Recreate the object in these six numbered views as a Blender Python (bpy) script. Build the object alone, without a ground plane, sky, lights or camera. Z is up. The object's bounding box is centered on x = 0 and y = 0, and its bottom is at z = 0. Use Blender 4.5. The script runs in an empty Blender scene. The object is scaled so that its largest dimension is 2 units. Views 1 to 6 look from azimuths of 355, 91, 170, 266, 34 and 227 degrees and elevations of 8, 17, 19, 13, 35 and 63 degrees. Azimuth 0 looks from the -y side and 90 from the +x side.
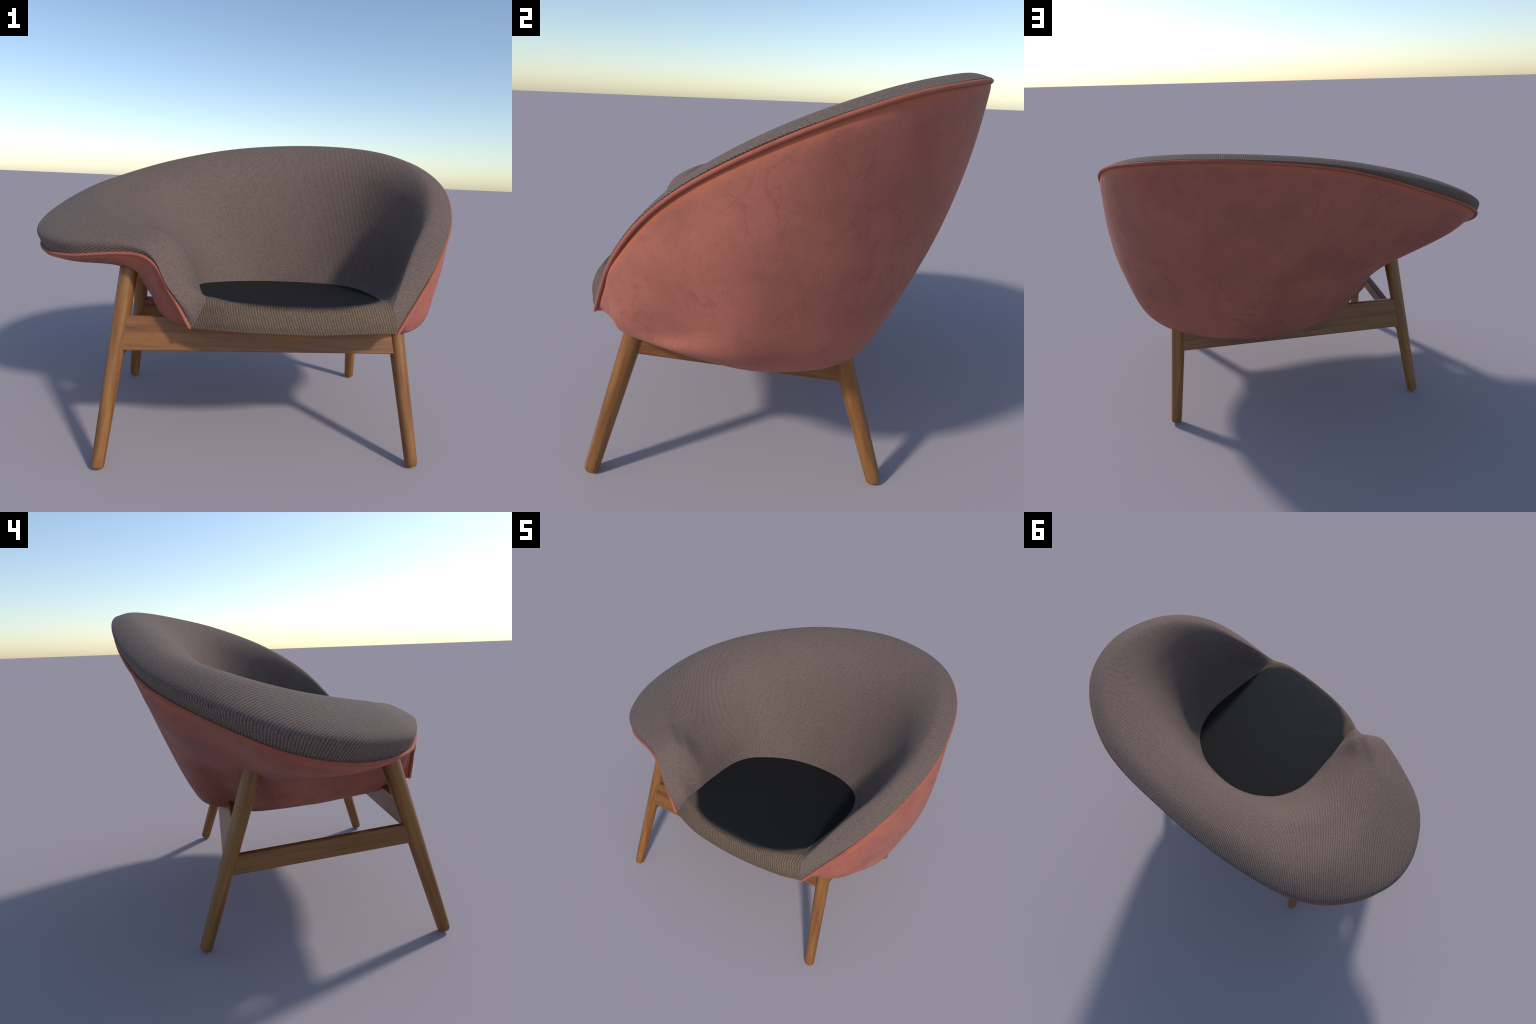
"""Asymmetric upholstered lounge chair: padded bowl with a long wing arm,
suede outer shell with piping, seat blackened by a painted-in shadow, turned splayed legs and stretchers."""
import bpy, math
import numpy as np
from mathutils import Vector, Matrix

# ------------------------------------------------------------------ shape
# Rim seam: from the front right corner of the seat, up the right side, over
# the back, out along the long left arm, back to the notch and down to the
# front left corner of the seat.
RIM = np.array([
    (0.617, -0.630, 0.580), (0.818, -0.489, 0.845), (0.942, -0.314, 1.039), (0.989, -0.058, 1.192),
    (0.921, 0.265, 1.318), (0.713, 0.533, 1.375), (0.342, 0.690, 1.385), (-0.078, 0.682, 1.329),
    (-0.462, 0.605, 1.205), (-0.750, 0.482, 1.088), (-0.918, 0.279, 0.982), (-0.979, 0.038, 0.881),
    (-0.925, -0.197, 0.832), (-0.757, -0.407, 0.834), (-0.425, -0.553, 0.862), (-0.304, -0.598, 0.720),
    (-0.222, -0.619, 0.584)])
K = len(RIM)
BELLY = np.array([0.20, 0.0, 0.430])          # lowest point under the shell

# Shell cross sections, one per rim knot: (inward, down) of five ribs between rim and belly
SHELL = np.array([
    (0.001, -0.002, 0.012, -0.004, 0.042, -0.009, 0.200, -0.052, 0.440, -0.120),
    (-0.004, -0.036, 0.006, -0.134, 0.023, -0.242, 0.098, -0.309, 0.348, -0.405),
    (-0.001, -0.051, 0.014, -0.214, 0.074, -0.403, 0.098, -0.490, 0.346, -0.601),
    (-0.008, -0.067, -0.005, -0.252, 0.038, -0.467, 0.137, -0.670, 0.335, -0.768),
    (-0.004, -0.053, 0.024, -0.261, 0.059, -0.517, 0.144, -0.787, 0.335, -0.894),
    (-0.008, -0.052, 0.025, -0.283, 0.087, -0.524, 0.226, -0.836, 0.323, -0.931),
    (-0.002, -0.044, 0.037, -0.268, 0.120, -0.521, 0.252, -0.830, 0.354, -0.954),
    (-0.004, -0.047, 0.058, -0.231, 0.176, -0.532, 0.298, -0.793, 0.412, -0.908),
    (0.009, -0.036, 0.105, -0.202, 0.286, -0.488, 0.402, -0.688, 0.557, -0.759),
    (0.012, -0.032, 0.091, -0.151, 0.438, -0.379, 0.603, -0.542, 0.685, -0.629),
    (0.020, -0.020, 0.138, -0.088, 0.467, -0.279, 0.601, -0.411, 0.674, -0.502),
    (0.017, -0.015, 0.133, -0.090, 0.439, -0.187, 0.541, -0.297, 0.619, -0.366),
    (0.010, -0.025, 0.123, -0.064, 0.385, -0.103, 0.509, -0.257, 0.624, -0.322),
    (0.008, -0.017, 0.091, -0.025, 0.300, -0.090, 0.424, -0.278, 0.636, -0.355),
    (0.003, -0.016, 0.019, -0.055, 0.042, -0.139, 0.146, -0.301, 0.442, -0.360),
    (0.003, -0.011, 0.015, -0.034, 0.051, -0.092, 0.140, -0.168, 0.421, -0.222),
    (0.006, -0.002, 0.030, -0.009, 0.120, -0.034, 0.300, -0.090, 0.480, -0.140)]).reshape(K, 5, 2)

# Padding roll per knot: outward bulge, crest height above the rim, crest inset
ROLL = np.array([
    (.020, .061, .080), (.001, .049, .089), (.000, .031, .087), (.000, .027, .085), (.000, .014, .089),
    (.000, .016, .075), (.002, .014, .079), (.010, .030, .080), (.014, .075, .103), (.010, .099, .115),
    (.004, .134, .150), (.009, .169, .222), (.010, .175, .248), (.009, .141, .211), (.000, .070, .107),
    (.015, .060, .052), (.020, .045, .017)])
# Line where the padding meets the seat (x, y); the seat falls towards the back
SEAT_LINE = np.array([
    (.577, -.52), (.592, -.42), (.604, -.25), (.598, -.05), (.535, .10), (.42, .185), (.29, .22), (.12, .215), (-.02, .165),
    (-.12, .09), (-.18, .02), (-.21, -.07), (-.215, -.17), (-.205, -.28), (-.195, -.38), (-.18, -.46), (-.17, -.53)])


def seat_height(y):
    return 0.70 - 0.10 * (y + 0.6)


SEAT_RING = np.c_[SEAT_LINE, seat_height(SEAT_LINE[:, 1])]
# lower edge of the seat front, left corner to right corner
FRONT_EDGE = np.array([RIM[-1], (-.073, -.675, .590), (.055, -.698, .592), (.26, -.704, .590), (.485, -.683, .593), RIM[0]])
SEAM_RIGHT = np.array([(.612, -.635, .630), (.600, -.620, .675), (.592, -.585, .698), (.582, -.550, .697)])
SEAM_LEFT = np.array([(-.200, -.625, .620), (-.175, -.620, .675), (-.165, -.600, .700), (-.166, -.560, .700)])
UP = np.array([0, 0, 1.0])


def catmull(n, m):
    """Catmull-Rom weights: n control points, m steps per span."""
    rows = []
    for i in range(n - 1):
        for j in range(m):
            t = j / m
            w = (-.5*t + t*t - .5*t**3, 1 - 2.5*t*t + 1.5*t**3, .5*t + 2*t*t - 1.5*t**3, -.5*t*t + .5*t**3)
            r = np.zeros(n)
            for q, a in zip(range(i - 1, i + 3), w):
                if q < 0:
                    r[0] += 2*a; r[1] -= a
                elif q >= n:
                    r[-1] += 2*a; r[-2] -= a
                else:
                    r[q] += a
            rows.append(r)
    rows.append(np.eye(n)[-1])
    return np.array(rows)


def loft(control, along, across):
    return np.einsum('ak,bq,kqd->abd', catmull(control.shape[0], along), catmull(control.shape[1], across), control)


def horizontal(v):
    h = v.copy(); h[:, 2] = 0
    n = np.linalg.norm(h, axis=1)
    return h / n[:, None], n


# ---- shell control net
inward, _ = horizontal(BELLY - RIM)
shell_net = np.zeros((K, 7, 3))
shell_net[:, 0] = RIM
shell_net[:, 1:6] = RIM[:, None] + SHELL[..., :1] * inward[:, None] + SHELL[..., 1:] * UP
shell_net[:, 6] = BELLY

# one more section right behind the front right corner, where the shell turns under the seat
corner = catmull(K, 2)[1] @ RIM
back_in = (BELLY - corner)*(1, 1, 0); back_in /= np.linalg.norm(back_in)
corner_net = np.array([corner + a*back_in + b*UP for a, b in ((0, 0), (.001, -.028), (.008, -.075), (.024, -.128), (.072, -.172), (.300, -.238))] + [BELLY])
shell_net = np.insert(shell_net, 1, corner_net, axis=0)

# ---- padding control net
towards, reach = horizontal(SEAT_RING - RIM)
drop = RIM[:, 2] - SEAT_RING[:, 2]
pad_net = np.zeros((K, 6, 3))
pad_net[:, 0] = RIM
pad_net[:, 5] = SEAT_RING
# bowl shape per knot: two points between crest and seat, as shares of the way in and down
BOWL = np.array([
    (.40, .40, .74, .88), (.36, .38, .66, .88), (.36, .37, .66, .88), (.38, .36, .69, .88), (.48, .34, .80, .88),
    (.58, .31, .89, .86), (.62, .31, .93, .85), (.60, .30, .91, .83), (.55, .25, .86, .77), (.52, .19, .86, .69),
    (.51, .14, .87, .61), (.50, .13, .87, .59), (.50, .13, .86, .59), (.50, .16, .86, .60), (.50, .20, .85, .64),
    (.50, .31, .82, .75), (.50, .33, .82, .72)])
for k in range(K):
    out, high, inset = ROLL[k]
    pts = [(-out, .5*high), (inset, high)]
    for fx, fz in BOWL[k].reshape(2, 2):
        pts.append((inset + fx*(reach[k] - inset), high - fz*(drop[k] + high)))
    for j, (a, b) in enumerate(pts):
        pad_net[k, j+1] = RIM[k] + a*towards[k] + b*UP
pad_net[0, 1:5] = SEAM_RIGHT
pad_net[-1, 1:5] = SEAM_LEFT

# the padding is fullest just inside the crest along the back
shoulder = np.einsum('q,kqd->kd', catmull(6, 2)[5], pad_net)
full = np.interp(np.arange(K), [.5, 2, 4.5, 8, 10.5], [0, .35, 1, .9, 0])[:, None]
shoulder = shoulder + full*(.018*towards + .016*UP)
pad_net = np.insert(pad_net, 3, shoulder, axis=1)

# ---- seat front control net (left seam, three bulging sections, right seam)
front_net = [np.vstack([RIM[-1], SEAM_LEFT, SEAT_RING[-1]])]
for p in FRONT_EDGE[1:-1]:
    front_net.append(np.array([p, p + (0, -.002, .035), p + (0, .014, .080), p + (0, .042, .104), p + (0, .075, .105), p + (0, .110, .103)]))
front_net.append(np.vstack([RIM[0], SEAM_RIGHT, SEAT_RING[0]]))
front_net = np.array(front_net)

# ------------------------------------------------------------------ helpers
scene = bpy.context.scene
chair = bpy.data.objects.new("lounge_chair", None)
scene.collection.objects.link(chair)
chair["label"] = "asymmetric grey tweed lounge chair with red suede shell and wooden legs"
chair["category"] = "armchair"


def add(name, verts, faces, mat, parent=chair, smooth=True, scalars=None):
    me = bpy.data.meshes.new(name)
    me.from_pydata([tuple(v) for v in verts], [], faces)
    for key, vals in (scalars or {}).items():
        at = me.attributes.new(key, 'FLOAT', 'POINT')
        at.data.foreach_set("value", np.asarray(vals, dtype=np.float32))
    me.update()
    if smooth:
        me.polygons.foreach_set("use_smooth", [True] * len(me.polygons))
    me.materials.append(mat)
    ob = bpy.data.objects.new(name, me)
    scene.collection.objects.link(ob)
    ob.parent = parent
    return ob


def grid_faces(rows, cols, flip=False, wrap=False):
    f = []
    for i in range(rows if wrap else rows - 1):
        n = (i + 1) % rows
        for j in range(cols - 1):
            q = (i*cols + j, i*cols + j + 1, n*cols + j + 1, n*cols + j)
            f.append(q[::-1] if flip else q)
    return f


def arc(grid):
    """Arc length along the second axis of a grid of points."""
    d = np.linalg.norm(np.diff(grid, axis=1), axis=2)
    return np.concatenate([np.zeros((grid.shape[0], 1)), np.cumsum(d, axis=1)], axis=1)


# ------------------------------------------------------------------ materials
class Nodes:
    def __init__(self, name):
        self.mat = bpy.data.materials.new(name)
        self.mat.use_nodes = True
        self.t = self.mat.node_tree
        self.bsdf = self.t.nodes["Principled BSDF"]

    def new(self, kind, **props):
        n = self.t.nodes.new(kind)
        for k, v in props.items():
            setattr(n, k, v)
        return n

    def put(self, socket, value):
        if isinstance(value, bpy.types.NodeSocket):
            self.t.links.new(value, socket)
        else:
            socket.default_value = value

    def math(self, op, a, b=0.0, c=0.0):
        n = self.new("ShaderNodeMath", operation=op)
        for s, v in zip(n.inputs, (a, b, c)):
            self.put(s, v)
        return n.outputs[0]

    def mix(self, fac, a, b, blend='MIX'):
        n = self.new("ShaderNodeMix", data_type='RGBA', blend_type=blend)
        self.put(n.inputs[0], fac)
        for s, v in ((n.inputs[6], a), (n.inputs[7], b)):
            self.put(s, (*v, 1) if isinstance(v, tuple) else v)
        return n.outputs[2]

    def noise(self, scale, detail=4, rough=.55, vector=None, w=None):
        n = self.new("ShaderNodeTexNoise")
        n.inputs["Scale"].default_value = scale
        n.inputs["Detail"].default_value = detail
        n.inputs["Roughness"].default_value = rough
        if vector is not None:
            self.put(n.inputs["Vector"], vector)
        return n.outputs[0]

    def ramp(self, fac, lo, hi):
        n = self.new("ShaderNodeMapRange", interpolation_type='SMOOTHSTEP')
        self.put(n.inputs[0], fac)
        n.inputs[1].default_value, n.inputs[2].default_value = lo, hi
        return n.outputs[0]

    def coords(self):
        return self.new("ShaderNodeTexCoord").outputs["Object"]

    def attr(self, name):
        return self.new("ShaderNodeAttribute", attribute_name=name).outputs["Fac"]

    def scaled(self, vec, scale, rot=(0, 0, 0)):
        n = self.new("ShaderNodeMapping")
        self.put(n.inputs[0], vec)
        n.inputs["Rotation"].default_value = rot
        n.inputs["Scale"].default_value = scale
        return n.outputs[0]

    def bump(self, height, strength, distance):
        n = self.new("ShaderNodeBump")
        n.inputs["Strength"].default_value = strength
        n.inputs["Distance"].default_value = distance
        self.put(n.inputs["Height"], height)
        self.put(self.bsdf.inputs["Normal"], n.outputs[0])


def tweed(name, light, dark, painted_shadow=False):
    """Twill: ribs (attribute rib, in ribs) crossed by stitches (attribute stitch)."""
    m = Nodes(name)
    co = m.coords()
    wob = m.math('MULTIPLY', m.math('SUBTRACT', m.noise(40, 2, .5, co), .5), .45)
    rib = m.math('ADD', m.attr("rib"), wob)
    stitch = m.attr("stitch")
    ridge = m.math('MULTIPLY_ADD', m.math('SINE', m.math('MULTIPLY', rib, 2*math.pi)), .5, .5)
    # stitches are offset by half a step from rib to rib
    cross = m.math('MULTIPLY_ADD', m.math('SINE', m.math('MULTIPLY', m.math('MULTIPLY_ADD', m.math('FLOOR', rib), .5, stitch), 2*math.pi)), .5, .5)
    speck = m.noise(170, 2, .7, co)
    yarn = m.noise(60, 3, .6, co)
    weave = m.math('MULTIPLY_ADD', cross, .22, m.math('MULTIPLY_ADD', ridge, .46, .16))
    weave = m.math('ADD', weave, m.math('MULTIPLY', m.math('SUBTRACT', speck, .5), .9))
    col = m.mix(m.ramp(weave, .05, .95), dark, light)
    col = m.mix(m.math('MULTIPLY', m.ramp(yarn, .52, .72), .35), col, (.21, .115, .068))
    col = m.mix(m.math('MULTIPLY', m.ramp(speck, .66, .78), .35), col, (.36, .30, .26))
    rough = .92
    if painted_shadow:
        sep = m.new("ShaderNodeSeparateXYZ")
        m.put(sep.inputs[0], co)
        # baked cushion shadow painted black: rounded front corners, running on under the padding at the back
        half = m.math('MULTIPLY_ADD', m.math('MAXIMUM', m.math('ADD', sep.outputs[1], .55), 0), .6, .395)
        ex = m.math('POWER', m.math('DIVIDE', m.math('ABSOLUTE', m.math('SUBTRACT', sep.outputs[0], .215)), half), 3)
        ey = m.math('POWER', m.math('DIVIDE', m.math('MAXIMUM', m.math('SUBTRACT', -.25, sep.outputs[1]), 0), .430), 3)
        d = m.math('ADD', m.math('ADD', ex, ey), m.math('MULTIPLY', m.math('SUBTRACT', speck, .5), .12))
        low = m.math('MULTIPLY', m.math('SUBTRACT', .675, sep.outputs[2]), 12)      # only on top of the roll
        front_face = m.math('MULTIPLY', m.math('LESS_THAN', sep.outputs[1], -.62), m.math('MAXIMUM', low, 0))
        patch = m.ramp(m.math('ADD', d, front_face), 1.10, .86)
    m.put(m.bsdf.inputs["Base Color"], col)
    m.put(m.bsdf.inputs["Roughness"], rough)
    m.bsdf.inputs["Specular IOR Level"].default_value = .2
    m.bsdf.inputs["Sheen Weight"].default_value = .04
    m.bsdf.inputs["Sheen Roughness"].default_value = .5
    m.bump(weave, .18, .004)
    if painted_shadow:
        baked_shadow_bsdf = m.new("ShaderNodeBsdfPrincipled")
        m.put(baked_shadow_bsdf.inputs["Base Color"], m.mix(speck, (.006, .0065, .007), (.009, .0095, .0105)))
        baked_shadow_bsdf.inputs["Roughness"].default_value = .72
        baked_shadow_bsdf.inputs["Specular IOR Level"].default_value = .24
        both = m.new("ShaderNodeMixShader")
        m.put(both.inputs[0], patch)
        m.put(both.inputs[1], m.bsdf.outputs[0])
        m.put(both.inputs[2], baked_shadow_bsdf.outputs[0])
        m.put(m.t.nodes["Material Output"].inputs["Surface"], both.outputs[0])
    return m.mat


def suede(name, tone=(1.0, 1.0, 1.0), banded=True):
    m = Nodes(name)
    co = m.coords()
    cloud = m.noise(3.2, 5, .6, co)
    blot = m.noise(12, 8, .7, m.scaled(co, (1, 1, 1.6), (.4, .2, .7)))
    grain = m.noise(120, 3, .7, co)
    a, b, c = ((.385, .124, .086), (.312, .100, .072), (.224, .070, .053))
    a, b, c = (tuple(v*t for v, t in zip(q, tone)) for q in (a, b, c))
    col = m.mix(m.ramp(cloud, .38, .66), a, b)
    col = m.mix(m.math('MULTIPLY', m.ramp(blot, .50, .78), .45), col, c)
    col = m.mix(m.math('MULTIPLY', m.ramp(grain, .45, .75), .30), col, c)
    scuff = m.new("ShaderNodeTexNoise")
    m.put(scuff.inputs["Vector"], m.scaled(co, (1, 1, .7), (.5, .9, .3)))
    scuff.inputs["Scale"].default_value = 3.5
    scuff.inputs["Detail"].default_value = 3
    scuff.inputs["Distortion"].default_value = 2.2
    line = m.math('ABSOLUTE', m.math('SUBTRACT', scuff.outputs[0], .5))
    fade = m.ramp(m.noise(2.3, 2, .5, co), .45, .62)
    col = m.mix(m.math('MULTIPLY', m.math('MULTIPLY', m.ramp(line, .022, .0), fade), .38), col, c)
    col = m.mix(m.math('MULTIPLY', m.ramp(scuff.outputs[0], .56, .70), .30), col, tuple(v*1.12 for v in a))
    if banded:       # rubbed, more orange suede beside the piping
        edge = m.math('ADD', m.attr("rim_distance"), m.math('MULTIPLY', m.math('SUBTRACT', blot, .5), .05))
        col = m.mix(m.math('MULTIPLY', m.ramp(edge, .060, .008), .75), col, (.46, .125, .060))
    m.put(m.bsdf.inputs["Base Color"], col)
    m.bsdf.inputs["Roughness"].default_value = .78
    m.bsdf.inputs["Specular IOR Level"].default_value = .25
    m.bsdf.inputs["Sheen Weight"].default_value = .06
    m.bump(m.math('ADD', m.math('MULTIPLY', grain, .5), m.math('MULTIPLY', blot, .8)), .18, .006)
    return m.mat


def wood(name, axis, gold, brown, pale):
    m = Nodes(name)
    info = m.new("ShaderNodeObjectInfo").outputs["Random"]
    shift = m.new("ShaderNodeVectorMath", operation='ADD')
    m.put(shift.inputs[0], m.coords())
    comb = m.new("ShaderNodeCombineXYZ")
    for s in comb.inputs:
        m.put(s, m.math('MULTIPLY', info, 7.3))
    m.put(shift.inputs[1], comb.outputs[0])
    stretch = [1, 1, 1]; stretch[axis] = .07
    fine = [1, 1, 1]; fine[axis] = .035
    v = m.scaled(shift.outputs[0], tuple(stretch))
    rings = m.noise(38, 4, .6, v)
    pores = m.noise(230, 3, .7, m.scaled(shift.outputs[0], tuple(fine)))
    broad = m.noise(9, 3, .5, v)
    col = m.mix(m.ramp(rings, .34, .68), gold, brown)
    col = m.mix(m.math('MULTIPLY', m.ramp(broad, .5, .75), .5), col, pale)
    col = m.mix(m.math('MULTIPLY', m.ramp(rings, .62, .72), .6), col, (.100, .032, .013))
    col = m.mix(m.math('MULTIPLY', m.ramp(pores, .55, .75), .35), col, (.110, .042, .015))
    m.put(m.bsdf.inputs["Base Color"], col)
    m.bsdf.inputs["Roughness"].default_value = .38
    m.bsdf.inputs["Specular IOR Level"].default_value = .4
    m.bump(m.math('ADD', pores, rings), .12, .002)
    return m.mat


pad_cloth = tweed("tweed_grey", (.212, .152, .127), (.071, .049, .043))
front_cloth = tweed("tweed_front", (.180, .122, .083), (.058, .040, .029), painted_shadow=True)
shell_suede = suede("suede_red")
piping_suede = suede("suede_piping", (1.02, .88, .78), banded=False)
leg_wood = wood("turned_wood", 2, (.285, .122, .032), (.175, .063, .017), (.325, .155, .043))
rail_wood = wood("sawn_wood", 0, (.242, .096, .025), (.150, .053, .014), (.275, .118, .033))

# ------------------------------------------------------------------ upholstery
RIB, STITCH = 0.0074, 0.0045
pad = loft(pad_net, 16, 12)
rows, cols = pad.shape[:2]
depth = arc(pad)
rim_line = pad[:, 0]
FAN = np.array([.30, -.66, .55])             # the ribs of the cloth fan out from the seat front


def weave_coords(p):
    """Rib and stitch numbers of the twill at points p (..., 3)."""
    d = p - FAN
    phi = np.arctan2(d[..., 1], d[..., 0])
    table = np.linspace(-.2, math.pi + .2, 200)
    pace = np.interp(table, [0, .6, 1.3, 2.2, 2.9, 3.2], [.55, .90, 1.15, 1.35, 1.15, .60])
    along = np.concatenate([[0], np.cumsum(np.diff(table)*pace[1:])])
    return np.interp(phi, table, along)/RIB, np.linalg.norm(d, axis=-1)/STITCH


rib, stitch = weave_coords(pad)
knot = np.linspace(0, K - 1, rows)
# beside the seat front the cloth turns over the roll, so ribs run along the rim there
roll_right = np.interp(knot, [0, 1, 3, 5], [1.0, .9, .45, 0])[:, None]
roll_left = np.interp(knot, [10, 12, 13, 16], [0, .55, .95, 1.0])[:, None]
ease = np.hanning(33)/np.hanning(33).sum()
roll = np.convolve(np.pad((roll_right - roll_left)[:, 0], 16, mode='edge'), ease, mode='valid')[:, None]
turned = .22*np.tanh(depth/.22)
rib = rib + roll*turned/RIB
add("backrest", pad.reshape(-1, 3), grid_faces(rows, cols), pad_cloth,
    scalars={"rib": rib.ravel(), "stitch": stitch.ravel()})

front = loft(front_net, 20, 10)
rows, cols = front.shape[:2]


def front_weave(p):
    return {"rib": ((p[..., 0] + .35*p[..., 2] - .2*p[..., 1])/.0108).ravel(), "stitch": ((p[..., 2] + .7*p[..., 1])/STITCH).ravel()}


add("seat_front", front.reshape(-1, 3), grid_faces(rows, cols), front_cloth,
    scalars=front_weave(front))

# seat, shadow coloured onto it: closed ring (padding line + back edge of the front roll) drawn in to the middle
ring = np.vstack([pad[:, -1], front[1:-1, -1]])
middle = np.array([.20, -.20, 0]); middle[2] = seat_height(middle[1])
steps = np.array([0, .012, .03, .06, .12, .25, .45, .7, .93])
rise = np.array([0, 0, 0, 0, 0, -.001, -.001, -.001, -.001])
net = ring[:, None] + (middle - ring)[:, None]*steps[None, :, None] + rise[None, :, None]*UP
n, c = net.shape[:2]
verts = np.vstack([net.reshape(-1, 3), middle - .001*UP])
faces = grid_faces(n, c, wrap=True) + [(i*c + c - 1, n*c, ((i+1) % n)*c + c - 1) for i in range(n)]
add("seat", verts, faces, front_cloth, scalars=front_weave(verts))

# ------------------------------------------------------------------ shell
shell = loft(shell_net, 16, 12)
under_net = []
for p in [(-.200, -.630, .586), *FRONT_EDGE[1:-1], (.592, -.645, .584)]:
    p = np.array(p)
    under_net.append(np.array([p + (BELLY - p)*np.array([f, f, g]) for f, g in ((0, 0), (.01, .01), (.06, .05), (.18, .17), (.40, .48), (.64, .82), (1, 1))]))
under_net = np.concatenate([shell_net[-1:], np.array(under_net), shell_net[:1]])
under = loft(under_net, 12, 12)[1:-1]
body = np.concatenate([shell, under])
n, c = body.shape[:2]
dist = arc(body)
dist[len(shell):] = 1.0
verts = np.vstack([body[:, :-1].reshape(-1, 3), BELLY])
faces = grid_faces(n, c - 1, flip=True, wrap=True) + [(i*(c-1) + c - 2, ((i+1) % n)*(c-1) + c - 2, n*(c-1)) for i in range(n)]
add("outer_shell", verts, faces, shell_suede, scalars={"rim_distance": np.append(dist[:, :-1].ravel(), 1.0)})


def tube(name, path, radius, mat, sides=14):
    path = np.asarray(path)
    t = np.gradient(path, axis=0); t /= np.linalg.norm(t, axis=1)[:, None]
    ref = np.cross(t, UP); ref /= np.linalg.norm(ref, axis=1)[:, None]
    oth = np.cross(ref, t)
    a = np.linspace(0, 2*math.pi, sides, endpoint=False)
    r = radius*np.ones(len(path)); r[0] = r[-1] = radius*.35
    ringpts = path[:, None] + r[:, None, None]*(np.cos(a)[None, :, None]*ref[:, None] + np.sin(a)[None, :, None]*oth[:, None])
    n = len(path)
    f = [(i*sides + j, (i+1)*sides + j, (i+1)*sides + (j+1) % sides, i*sides + (j+1) % sides) for i in range(n-1) for j in range(sides)]
    f += [tuple(range(sides))[::-1], tuple((n-1)*sides + j for j in range(sides))]
    return add(name, ringpts.reshape(-1, 3), f, mat)


out_dir = -(catmull(K, 16) @ inward)
out_dir /= np.linalg.norm(out_dir, axis=1)[:, None]
tube("piping", rim_line + .005*out_dir - .003*UP, .0072, piping_suede)

# ------------------------------------------------------------------ frame
LEAN = .31      # y lean per unit of height
SPLAY = .105    # x lean per unit of height
LEGS = {"front_left": (-.582, -.656, 1, 1, .80), "front_right": (.725, -.646, -1, 1, .57),
        "back_left": (-.593, .357, 1, -1, .76), "back_right": (.716, .371, -1, -1, .50)}


def leg_point(key, z):
    x, y, sx, sy, _ = LEGS[key]
    return np.array([x + sx*SPLAY*z, y + sy*LEAN*z, z])


def leg_radius(z):
    return .0265 + .0125*min(z/.75, 1)


def build_leg(key):
    x, y, sx, sy, top = LEGS[key]
    axis = Vector((sx*SPLAY, sy*LEAN, 1)).normalized()
    length = top/axis.z
    prof = [(.0, .0), (.60, .0), (.80, .0018), (.93, .006), (1.0, .014)]
    pts = [(f*.0265, h) for f, h in prof]
    for i in range(1, 25):
        h = .014 + (length - .014)*i/24
        pts.append((leg_radius(h*axis.z), h))
    pts += [(pts[-1][0]*.6, length + .003), (0, length + .003)]
    seg = 32
    verts, faces = [], []
    for r, h in pts:
        for j in range(seg):
            a = 2*math.pi*j/seg
            verts.append((r*math.cos(a), r*math.sin(a), h))
    for i in range(len(pts) - 1):
        for j in range(seg):
            k = (j + 1) % seg
            faces.append((i*seg + j, i*seg + k, (i+1)*seg + k, (i+1)*seg + j))
    ob = add("leg", verts, faces, leg_wood)
    rot = Vector((0, 0, 1)).rotation_difference(axis)
    ob.rotation_mode = 'QUATERNION'
    ob.rotation_quaternion = rot
    low = min((rot @ Vector(v)).z for v in verts)
    ob.location = (x, y, -low)
    return ob


for key in LEGS:
    build_leg(key)


def build_rail(name, a, b, za, zb, height, thick, face_lean):
    """Flat board between two legs; za, zb: height of its lower edge at each end."""
    pa, pb = leg_point(a, za + height/2), leg_point(b, zb + height/2)
    d = Vector(pb - pa); length = d.length; d.normalize()
    up = Vector(face_lean); up = (up - d*up.dot(d)).normalized()
    side = up.cross(d).normalized()
    h, t, e = height/2, thick/2, .004
    # chamfered cross section
    sec = [(-t+e, -h), (t-e, -h), (t, -h+e), (t, h-e), (t-e, h), (-t+e, h), (-t, h-e), (-t, -h+e)]
    verts = [(x, y, z) for x in (0, length) for y, z in sec]
    m = len(sec)
    faces = [(j, (j+1) % m, m + (j+1) % m, m + j) for j in range(m)]
    faces += [tuple(range(m))[::-1], tuple(range(m, 2*m))]
    ob = add(name, verts, faces, rail_wood, smooth=False)
    mat = Matrix((d, side, up)).transposed().to_4x4()
    mat.translation = Vector(pa)
    ob.matrix_world = mat
    return ob


build_rail("front_rail", "front_left", "front_right", .449, .449, .145, .046, (0, LEAN, 1))
build_rail("back_rail", "back_left", "back_right", .355, .355, .155, .046, (0, -LEAN, 1))
build_rail("side_rail", "front_left", "back_left", .398, .313, .080, .036, (SPLAY, 0, 1))
build_rail("side_rail", "front_right", "back_right", .460, .382, .080, .036, (-SPLAY, 0, 1))
